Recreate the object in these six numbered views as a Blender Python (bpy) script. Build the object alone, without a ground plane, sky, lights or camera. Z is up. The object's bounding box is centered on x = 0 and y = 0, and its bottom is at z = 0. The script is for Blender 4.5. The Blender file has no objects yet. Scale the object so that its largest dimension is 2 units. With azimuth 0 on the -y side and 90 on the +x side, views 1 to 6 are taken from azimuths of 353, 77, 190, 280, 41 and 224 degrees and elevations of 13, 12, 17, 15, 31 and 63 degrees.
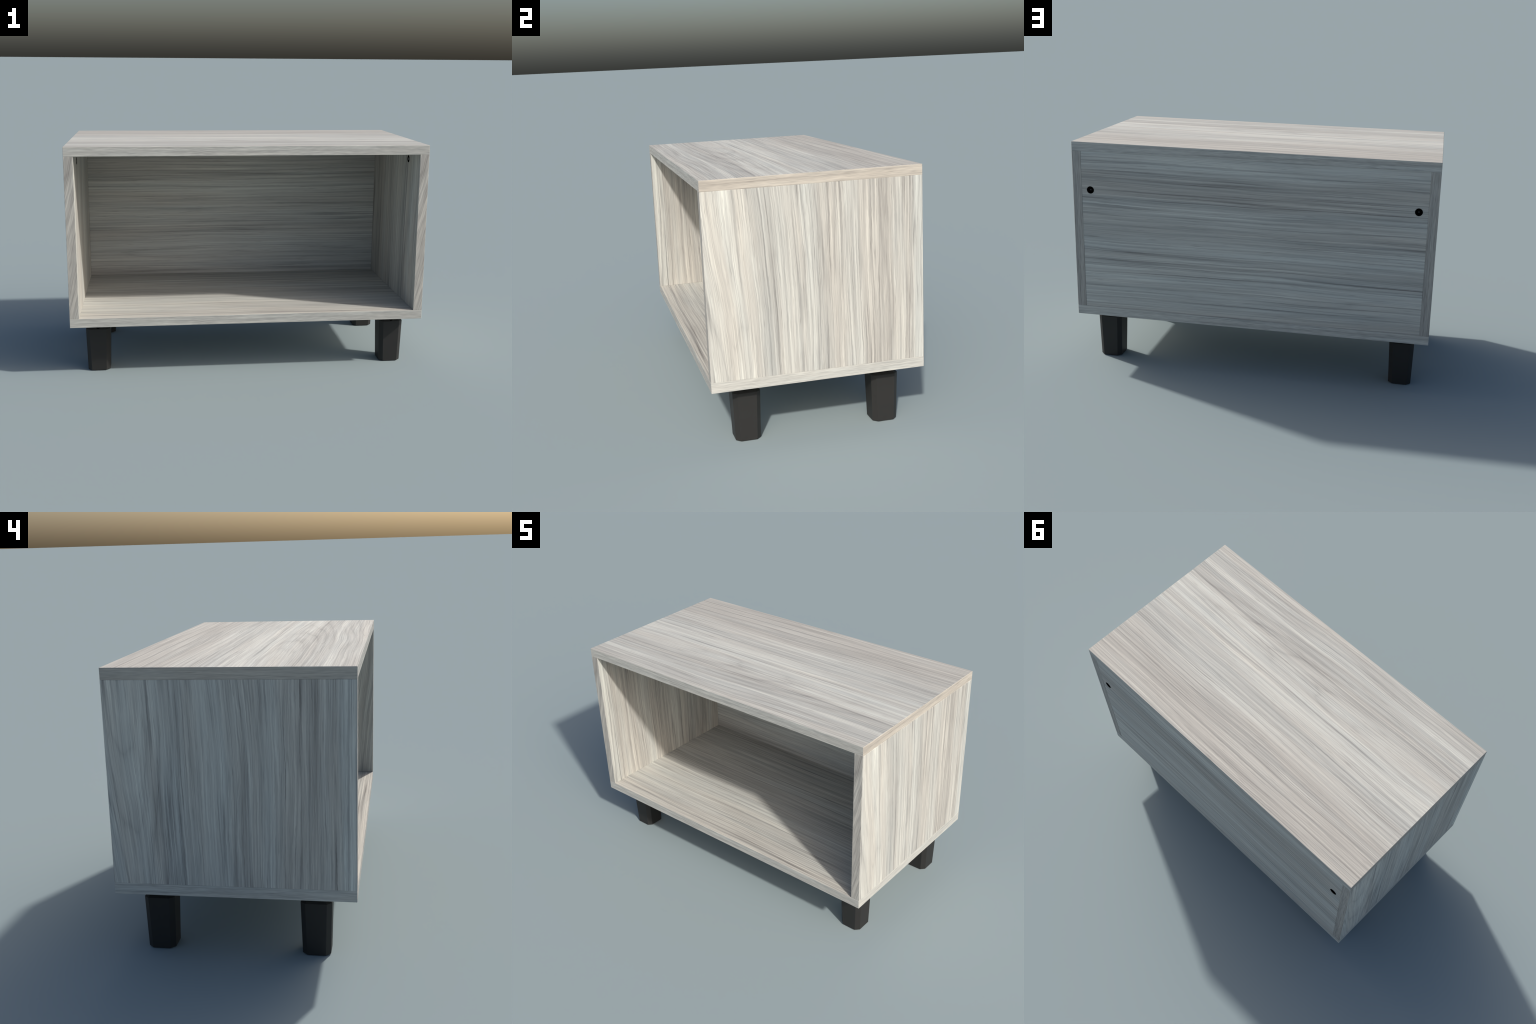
"""Open-fronted media cabinet in pale grey-washed oak on four short black tapered legs."""
import bpy, bmesh
from mathutils import Vector, Matrix
from math import pi, cos, sin

# ------------------------------------------------------------------ sizes (m)
W, D, H = 2.0, 1.0620, 1.2933          # overall width, depth, height
T = 0.0512                           # board thickness
LEG_H = 0.294                        # underside of the carcass
HX, HY = W / 2, D / 2
Z_FLOOR = LEG_H + T                  # inner floor
Z_CEIL = H - T                       # inner ceiling
BACK_RECESS = 0.0006
BACK_T = 0.0578                      # back board
EDGE = 0.0012                        # eased board edges
CAM_R = 0.0205                       # fitting holes


# ------------------------------------------------------------------ node help
class Nodes:
    def __init__(self, name):
        self.mat = bpy.data.materials.new(name)
        self.mat.use_nodes = True
        self.nt = self.mat.node_tree
        self.bsdf = self.nt.nodes["Principled BSDF"]

    def new(self, kind, **props):
        n = self.nt.nodes.new(kind)
        for k, v in props.items():
            setattr(n, k, v)
        return n

    def put(self, socket, value):
        if isinstance(value, bpy.types.NodeSocket):
            self.nt.links.new(value, socket)
        elif value is not None:
            socket.default_value = value

    def math(self, op, a, b=None, c=None, clamp=False):
        n = self.new("ShaderNodeMath", operation=op, use_clamp=clamp)
        for i, v in enumerate((a, b, c)):
            self.put(n.inputs[i], v)
        return n.outputs[0]

    def vec(self, x, y, z):
        n = self.new("ShaderNodeCombineXYZ")
        for i, v in enumerate((x, y, z)):
            self.put(n.inputs[i], v)
        return n.outputs[0]

    def noise(self, vector, detail=2.0, rough=0.5):
        n = self.new("ShaderNodeTexNoise", noise_dimensions='3D')
        self.put(n.inputs["Vector"], vector)
        n.inputs["Scale"].default_value = 1.0
        n.inputs["Detail"].default_value = detail
        n.inputs["Roughness"].default_value = rough
        return n.outputs["Fac"]

    def ramp(self, fac, stops, interp='LINEAR'):
        n = self.new("ShaderNodeValToRGB")
        n.color_ramp.interpolation = interp
        el = n.color_ramp.elements
        el[0].position, el[0].color = stops[0][0], stops[0][1]
        el[1].position, el[1].color = stops[-1][0], stops[-1][1]
        for p, c in stops[1:-1]:
            e = el.new(p)
            e.color = c
        self.put(n.inputs[0], fac)
        return n.outputs[0]

    def mix(self, fac, a, b, blend='MIX'):
        n = self.new("ShaderNodeMix", data_type='RGBA', blend_type=blend)
        self.put(n.inputs[0], fac)
        self.put(n.inputs[6], a)
        self.put(n.inputs[7], b)
        return n.outputs[2]


def lin(r, g, b):
    f = lambda c: ((c / 255 + 0.055) / 1.055) ** 2.4 if c > 10 else c / 3294.6
    return (f(r), f(g), f(b), 1.0)


DARK, MID, PALE, WHITE = (lin(112, 109, 107), lin(163, 162, 159),
                          lin(194, 193, 188), lin(230, 230, 222))
PINK, SAGE = (1.025, 0.995, 0.96, 1), (0.97, 1.0, 1.005, 1)


def wood(name, along, across, span, bands, seed, arch=(0.0, -1.5, 0.06), rings=30.0, tone=0.0,
         sway=0.05, ripple=0.003, contrast=1.0, warm=0.0, fine=1.0, slant=0.0,
         lean=0.0, flip=False, stretch=1.0, lines=1.0, tint=None):
    """Grey-washed oak foil.
    along / across: axes of the grain and of the board's width; span: (lo, hi) of the width;
    bands: (place 0..1, lightness, warmth) streaks across the width;
    arch: (v0, u0, slope) heart of the growth rings, which close to arches round v0;
    rings: growth rings per metre; ripple: waviness of the single fibres (m);
    lean: slope of the grain in the front part of the board; flip: front and rear exchanged;
    stretch: length of the fibres; lines: strength of the single dark lines; tint: stain."""
    n = Nodes(name)
    tc = n.new("ShaderNodeTexCoord")
    sep = n.new("ShaderNodeSeparateXYZ")
    n.nt.links.new(tc.outputs["Object"], sep.inputs[0])
    third = 3 - along - across
    u, v, w = (sep.outputs[i] for i in (along, across, third))
    M, A, S, MA = 'MULTIPLY', 'ADD', 'SUBTRACT', 'MULTIPLY_ADD'
    if flip:
        v = n.math(M, v, -1.0)
    if lean:
        front = n.math(M, n.math(S, 0.22, v), 1.4, clamp=True)
        v = n.math(MA, n.math(M, u, front), lean, v)
    if slant:
        v = n.math(MA, u, slant, v)

    def field(ku, kv, vv, shift, **kw):
        return n.noise(n.vec(n.math(MA, u, ku, seed * 7.31 + shift),
                             n.math(MA, vv, kv, seed * 3.7 + shift * 1.7),
                             n.math(MA, w, kv, shift)), **kw)

    def centred(f):
        return n.math(S, f, 0.5)

    # slow sway of the whole grain, then the waviness of single fibres
    slow = centred(field(0.9, 2.6, v, 0.0, detail=1.5, rough=0.45))
    v1 = n.math(MA, slow, sway, v)
    wav = centred(field(12.0, 30.0, v, 9.0, detail=2, rough=0.55))
    v2 = n.math(MA, wav, ripple, v1)
    jitter = centred(field(38.0, 90.0, v, 19.0, detail=1))
    v2 = n.math(MA, jitter, 0.0012 + 0.25 * ripple, v2)

    # growth rings: long ellipses round the heart, darkening towards each sharp late edge
    v0, u0, slope = arch
    dv = n.math(S, v2, v0)
    du = n.math(M, n.math(S, u, u0), slope)
    r = n.math('SQRT', n.math(A, n.math(M, dv, dv), n.math(M, du, du)))
    wander = centred(field(0.5, 8.0, v1, 3.0, detail=1.5))
    g = n.math('PINGPONG', n.math(MA, r, rings, n.math(M, wander, 3.0)), 0.5)      # 0 .. 0.5 .. 0
    late = n.math('POWER', n.math(M, g, 2.0), 8.0)
    early = n.math('POWER', n.math(S, 1.0, n.math(M, g, 2.0)), 3.0)
    vigour = n.math(M, n.math(S, field(0.8, 6.0, v1, 13.0, detail=2), 0.32), 3.2, clamp=True)
    late = n.math(M, late, vigour)
    early = n.math(M, early, vigour)

    streak = centred(field(0.35 / stretch, 42.0, v2, 5.0, detail=3, rough=0.65))
    fibre = centred(field(1.3 / stretch, 130.0 * fine, v2, 6.0, detail=3, rough=0.7))
    hair = centred(field(6.0 / stretch, 320.0 * fine, v2, 8.0, detail=1))
    cloud = centred(field(0.9, 8.0, v1, 11.0, detail=2))

    # broad streaks set across the board
    place = n.math('DIVIDE', n.math(S, n.math(MA, slow, 0.10, v), span[0]), span[1] - span[0], clamp=True)
    stops = [(p, (0.5 + l, 0.5 + h, 0, 1)) for p, l, h in bands]
    band = n.new("ShaderNodeSeparateColor")
    n.put(band.inputs[0], n.ramp(place, stops, 'EASE'))
    light, heat = band.outputs[0], band.outputs[1]

    t = n.math(A, centred(light), 0.56 + tone)
    for f, amount in ((streak, 0.28), (fibre, 0.78), (hair, 0.50), (cloud, 0.26), (late, -0.17),
                      (early, 0.10)):
        t = n.math(MA, f, amount * contrast, t)
    # thin single lines, drawn where a stretched field crosses its middle and fading in and out
    for ku, kv, crisp, amount, k in ((0.30, 15.0, 46.0, -0.32, 29.0), (0.50, 46.0 * fine, 17.0, -0.24, 37.0),
                                     (0.50, 50.0 * fine, 15.0, 0.20, 43.0)):
        line = n.math('ABSOLUTE', centred(field(ku / stretch, kv, v2, k, detail=2, rough=0.5)))
        line = n.math(S, 1.0, n.math(M, line, crisp), clamp=True)
        fade = n.math(M, n.math(S, field(1.5 / stretch, kv * 0.5, v2, k + 2.0), 0.44), 5.0, clamp=True)
        t = n.math(MA, n.math(M, line, fade), amount * contrast * lines, t)
    t = n.math(A, t, 0.0, clamp=True)
    col = n.ramp(t, [(0.08, DARK), (0.38, MID), (0.60, PALE), (0.95, WHITE)])

    # faint pink and sage tints that follow the grain
    hue = centred(field(1.3, 20.0, v2, 17.0, detail=2, rough=0.6))
    hue = n.math(MA, hue, 1.6, 0.45)
    hue = n.math(A, n.math(MA, centred(heat), 4.0, hue), warm, clamp=True)
    col = n.mix(1.0, col, n.mix(hue, SAGE, PINK), 'MULTIPLY')

    # short dark pores
    pore = field(9.0, 230.0 * fine, v2, 23.0, detail=1)
    pore = n.math(M, n.math(S, pore, 0.64), 7.0, clamp=True)
    col = n.mix(n.math(M, pore, 0.40), col, lin(116, 111, 107))
    if tint:
        col = n.mix(1.0, col, (*tint, 1), 'MULTIPLY')
    n.put(n.bsdf.inputs["Base Color"], col)

    n.bsdf.inputs["Roughness"].default_value = 0.82
    n.bsdf.inputs["Specular IOR Level"].default_value = 0.5
    return n.mat


def plain(name, color, rough, spec=0.5, speck=0.0):
    n = Nodes(name)
    if speck:
        tc = n.new("ShaderNodeTexCoord")
        v = n.new("ShaderNodeVectorMath", operation='SCALE')
        n.put(v.inputs[0], tc.outputs["Object"])
        v.inputs["Scale"].default_value = 60
        f = n.noise(v.outputs[0], detail=3)
        lo = tuple(c * (1 - speck) for c in color[:3]) + (1,)
        hi = tuple(c * (1 + speck) for c in color[:3]) + (1,)
        n.put(n.bsdf.inputs["Base Color"], n.mix(f, lo, hi))
    else:
        n.bsdf.inputs["Base Color"].default_value = color
    n.bsdf.inputs["Roughness"].default_value = rough
    n.bsdf.inputs["Specular IOR Level"].default_value = spec
    return n.mat


# ------------------------------------------------------------------ geometry help
def obj_from(bm, name, mats, loc=(0, 0, 0), parent=None):
    me = bpy.data.meshes.new(name)
    bmesh.ops.recalc_face_normals(bm, faces=bm.faces)
    bm.to_mesh(me)
    bm.free()
    for m in mats:
        me.materials.append(m)
    ob = bpy.data.objects.new(name, me)
    ob.location = loc
    bpy.context.collection.objects.link(ob)
    if parent:
        ob.parent = parent
    return ob


def slot_by_normal(me, rule):
    for p in me.polygons:
        p.material_index = rule(p.normal)


def board(name, lo, hi, mats, parent, holes=(), rule=None):
    """A box from lo to hi with eased edges and blind round holes (centre, axis, depth)."""
    lo, hi = Vector(lo), Vector(hi)
    c, s = (lo + hi) / 2, hi - lo
    bm = bmesh.new()
    bmesh.ops.create_cube(bm, size=1, matrix=Matrix.Diagonal((*s, 1)))
    bmesh.ops.bevel(bm, geom=bm.edges[:], offset=EDGE, segments=1, affect='EDGES')
    ob = obj_from(bm, name, mats, c, parent)
    if holes:
        cut = bmesh.new()
        for p, axis, depth in holes:
            axis = Vector(axis)
            rot = axis.to_track_quat('Z', 'Y').to_matrix().to_4x4()
            bmesh.ops.create_cone(cut, cap_ends=True, segments=32, radius1=CAM_R, radius2=CAM_R,
                                  depth=2 * depth, matrix=Matrix.Translation(Vector(p) - c) @ rot)
        cutter = obj_from(cut, "cutter", [], c)
        mod = ob.modifiers.new("drill", 'BOOLEAN')
        mod.object, mod.operation, mod.solver = cutter, 'DIFFERENCE', 'EXACT'
        bpy.context.view_layer.update()
        ev = ob.evaluated_get(bpy.context.evaluated_depsgraph_get())
        me = bpy.data.meshes.new_from_object(ev)
        ob.modifiers.clear()
        old, ob.data = ob.data, me
        me.name = name
        bpy.data.meshes.remove(old)
        cm = cutter.data
        bpy.data.objects.remove(cutter)
        bpy.data.meshes.remove(cm)
    if rule:
        slot_by_normal(ob.data, rule)
    return ob


def lathe(bm, profile, segs=32, mat_index=0):
    """Turn (radius, z) points round z, closing on the axis where radius is 0."""
    rings = []
    for r, z in profile:
        if r == 0:
            rings.append([bm.verts.new((0, 0, z))])
        else:
            rings.append([bm.verts.new((r * cos(2 * pi * i / segs), r * sin(2 * pi * i / segs), z))
                          for i in range(segs)])
    for a, b in zip(rings, rings[1:]):
        for i in range(segs):
            j = (i + 1) % segs
            if len(b) == 1:
                f = bm.faces.new((a[i], a[j], b[0]))
            elif len(a) == 1:
                f = bm.faces.new((a[0], b[j], b[i]))
            else:
                f = bm.faces.new((a[i], a[j], b[j], b[i]))
            f.material_index = mat_index


# ------------------------------------------------------------------ materials
top_bands = [(0.0, 0.02, 0.05), (0.07, -0.03, 0), (0.13, 0.05, -0.05), (0.24, -0.06, 0.03), (0.32, 0.06, 0.0),
             (0.44, 0.10, 0.0), (0.52, 0.09, -0.03), (0.58, -0.03, -0.05), (0.68, 0.03, 0.02),
             (0.76, -0.05, 0.08), (0.88, -0.07, 0.12), (1.0, -0.02, 0.14)]
side_bands = [(0.0, 0.07, 0), (0.07, 0.06, 0.10), (0.12, 0.10, -0.03), (0.20, 0.01, 0.05), (0.27, -0.06, -0.06),
              (0.36, 0.05, 0.0), (0.46, 0.06, -0.06), (0.53, -0.06, 0.02), (0.60, 0.00, 0.07), (0.66, 0.05, -0.04),
              (0.74, -0.04, 0.12), (0.82, -0.09, 0.10), (0.88, 0.02, 0.02), (0.92, -0.06, 0.08), (0.96, 0.05, -0.09),
              (1.0, 0.06, -0.08)]
back_bands = [(0.0, -0.05, 0.10), (0.08, 0.03, -0.03), (0.22, 0.07, -0.07), (0.34, -0.03, 0.02), (0.44, 0.05, -0.07),
              (0.56, -0.01, 0.06), (0.66, 0.03, -0.04), (0.76, -0.06, 0.08), (0.86, -0.09, 0.06), (0.93, 0.05, -0.08),
              (1.0, 0.03, -0.06)]
floor_bands = [(0.0, 0.02, 0.10), (0.15, 0.00, 0.0), (0.3, 0.04, -0.03), (0.45, -0.05, 0.04), (0.6, 0.03, 0.0),
               (0.75, -0.03, 0.05), (0.9, -0.08, 0.08), (1.0, -0.04, 0.08)]
flat = [(0.0, 0.0, 0.0), (1.0, 0.0, 0.0)]

wood_top = wood("grey_oak_top", 0, 1, (-HY, HY), top_bands, 1.0, arch=(-0.17, -1.6, 0.075), contrast=0.72, warm=0.06,
                stretch=1.8)
wood_floor = wood("grey_oak_floor", 0, 1, (-HY, HY), floor_bands, 2.3, arch=(0.15, 1.5, 0.06), contrast=0.8,
                  stretch=1.8)
wood_back = wood("grey_oak_back", 0, 2, (-0.45, 0.45), back_bands, 3.9, arch=(-0.30, 0.3, 0.045), tone=-0.02, warm=0.08,
                 contrast=0.72, stretch=1.8)
side = dict(arch=(-0.42, 0.6, 0.12), rings=26, ripple=0.006, sway=0.07, fine=1.1, lean=0.08, tone=-0.03, warm=0.08, contrast=0.82)
wood_right = wood("grey_oak_side", 2, 1, (-HY, HY), side_bands, 5.2, **side)
wood_left = wood("grey_oak_side", 2, 1, (-HY, HY), side_bands, 6.6, flip=True, **side)
edging = dict(arch=(-0.3, 0, 0.0), sway=0.03, stretch=0.35, lines=0.25)
edge_tan = wood("edge_band_tan", 1, 2, (-T, T), flat, 7.7, tone=-0.06, contrast=0.65, warm=0.35,
                tint=(1.0, 0.95, 0.905), **edging)
edge_cross = wood("edge_band_cross", 1, 2, (-T, T), flat, 8.1, tone=-0.01, contrast=0.75, **edging)
edge_long = wood("edge_band_long", 0, 2, (-T, T), flat, 8.8, tone=-0.04, contrast=0.8, **edging)
edge_rear = wood("edge_band_rear", 2, 0, (-T, T), flat, 10.6, tone=-0.17, contrast=0.8, fine=0.9, slant=0.02, warm=0.5,
                 **edging)
edging.update(sway=0.11, lines=0.5, stretch=0.5)
edge_up = wood("edge_band_upright", 2, 0, (-T, T), flat, 9.9, tone=-0.10, contrast=0.8, ripple=0.004, fine=0.6,
               slant=-0.27, warm=0.45, **edging)
black_hole = plain("fitting_black", (0.0006, 0.0006, 0.0006, 1), 0.9, 0.05)
pin_grey = plain("fitting_pin", lin(96, 100, 104), 0.4)
leg_black = plain("leg_black", (0.0245, 0.0240, 0.0232, 1), 0.55, 0.35, speck=0.06)

# ------------------------------------------------------------------ cabinet
root = bpy.data.objects.new("media_cabinet", None)
bpy.context.collection.objects.link(root)
root["label"] = "pale grey oak open cabinet on four short black legs"
root["category"] = "cabinet"


def long_rule(n):
    return 1 if abs(n.x) > 0.5 else (2 if abs(n.y) > 0.5 else 0)


def upright_rule(n):
    return 1 if n.y < -0.5 else (2 if n.y > 0.5 else 0)


board("top_panel", (-HX, -HY, Z_CEIL), (HX, HY, H), [wood_top, edge_tan, edge_long], root, rule=long_rule)
board("bottom_panel", (-HX, -HY, LEG_H), (HX, HY, Z_FLOOR), [wood_floor, edge_cross, edge_long], root,
      rule=long_rule)

HOLE = 0.0215
CAM_Z = Z_CEIL - 0.048
CAM_Y = (-0.304, 0.304)
sides = {}
for sx, mat in ((1, wood_right), (-1, wood_left)):
    xs = sorted((sx * HX, sx * (HX - T)))
    sides[sx] = board("side_panel", (xs[0], -HY, Z_FLOOR), (xs[1], HY, Z_CEIL), [mat, edge_up, edge_rear], root,
                      holes=[((sx * (HX - T), y, CAM_Z), (sx, 0, 0), HOLE) for y in CAM_Y],
                      rule=upright_rule)

Y_BACK = HY - BACK_RECESS
BACK_X, BACK_Z = 0.899, 1.028
back = board("back_panel", (-HX + T, Y_BACK - BACK_T, Z_FLOOR), (HX - T, Y_BACK, Z_CEIL), [wood_back], root,
             holes=[((s * BACK_X, Y_BACK, BACK_Z), (0, -1, 0), HOLE) for s in (-1, 1)])


# connector fittings: a black cup let into the board round a small grey centre
def fitting_mesh(pin_r, pin_depth, floor):
    bm = bmesh.new()
    lathe(bm, [(CAM_R, -0.021), (CAM_R, 0.0008), (CAM_R - 0.0025, 0.0008), (CAM_R - 0.003, 0.0),
               (CAM_R - 0.003, -floor), (0, -floor)])
    lathe(bm, [(pin_r, -floor - 0.0005), (pin_r, -pin_depth - 0.0006), (pin_r - 0.0008, -pin_depth),
               (0, -pin_depth)], segs=16, mat_index=1)
    me = bpy.data.meshes.new("cam_fitting")
    bmesh.ops.recalc_face_normals(bm, faces=bm.faces)
    bm.to_mesh(me)
    bm.free()
    me.materials.append(black_hole)
    me.materials.append(pin_grey)
    return me


def place_fitting(me, panel, p, out):
    ob = bpy.data.objects.new("cam_fitting", me)
    bpy.context.collection.objects.link(ob)
    ob.parent = panel
    ob.location = Vector(p) - panel.location
    ob.rotation_mode = 'QUATERNION'
    ob.rotation_quaternion = Vector(out).to_track_quat('Z', 'Y')


inner, outer = fitting_mesh(0.0080, 0.0002, 0.002), fitting_mesh(0.0026, 0.0055, 0.007)  # outer: tiny grey disc drawn for the pale dot seen in each back hole
for sx, panel in sides.items():
    for y in CAM_Y:
        place_fitting(inner, panel, (sx * (HX - T), y, CAM_Z), (-sx, 0, 0))
for s in (-1, 1):
    place_fitting(outer, back, (s * BACK_X, Y_BACK, BACK_Z), (0, 1, 0))

# ------------------------------------------------------------------ legs
LEG_BODY = 0.246


def octagon(half, cut):
    k = half - cut
    return [(half, -k), (half, k), (k, half), (-k, half), (-half, k), (-half, -k), (-k, -half), (k, -half)]


def loft(bm, sections):
    rings = [[bm.verts.new((x, y, z)) for x, y in octagon(h, c)] for z, h, c in sections]
    for a, b in zip(rings, rings[1:]):
        for i in range(8):
            bm.faces.new((a[i], a[(i + 1) % 8], b[(i + 1) % 8], b[i]))
    bm.faces.new(rings[0][::-1])
    bm.faces.new(rings[-1])


bm = bmesh.new()
loft(bm, [(0.0, 0.0610, 0.0215), (0.002, 0.0626, 0.0215), (LEG_BODY, 0.0692, 0.0215), (LEG_BODY + 0.011, 0.0580, 0.0175),
          (LEG_BODY + 0.012, 0.0560, 0.0175)])
leg_me = bpy.data.meshes.new("leg")
bmesh.ops.recalc_face_normals(bm, faces=bm.faces)
bm.to_mesh(leg_me)
bm.free()
leg_me.materials.append(leg_black)

bm = bmesh.new()
loft(bm, [(LEG_BODY + 0.008, 0.0570, 0.0175), (LEG_H + 0.001, 0.0570, 0.0175)])
for sy in (-1, 1):
    bmesh.ops.create_cone(bm, cap_ends=True, segments=24, radius1=0.013, radius2=0.013, depth=0.046,
                          matrix=Matrix.Translation((0, sy * 0.0535, LEG_H - 0.0225)))
plate_me = bpy.data.meshes.new("leg_mount")
bmesh.ops.recalc_face_normals(bm, faces=bm.faces)
bm.to_mesh(plate_me)
bm.free()
plate_me.materials.append(black_hole)

for x in (-0.8553, 0.8553):
    for y in (-0.3478, 0.3582):
        leg = bpy.data.objects.new("leg", leg_me)
        bpy.context.collection.objects.link(leg)
        leg.parent = root
        leg.location = (x, y, 0)
        plate = bpy.data.objects.new("leg_mount", plate_me)
        bpy.context.collection.objects.link(plate)
        plate.parent = leg
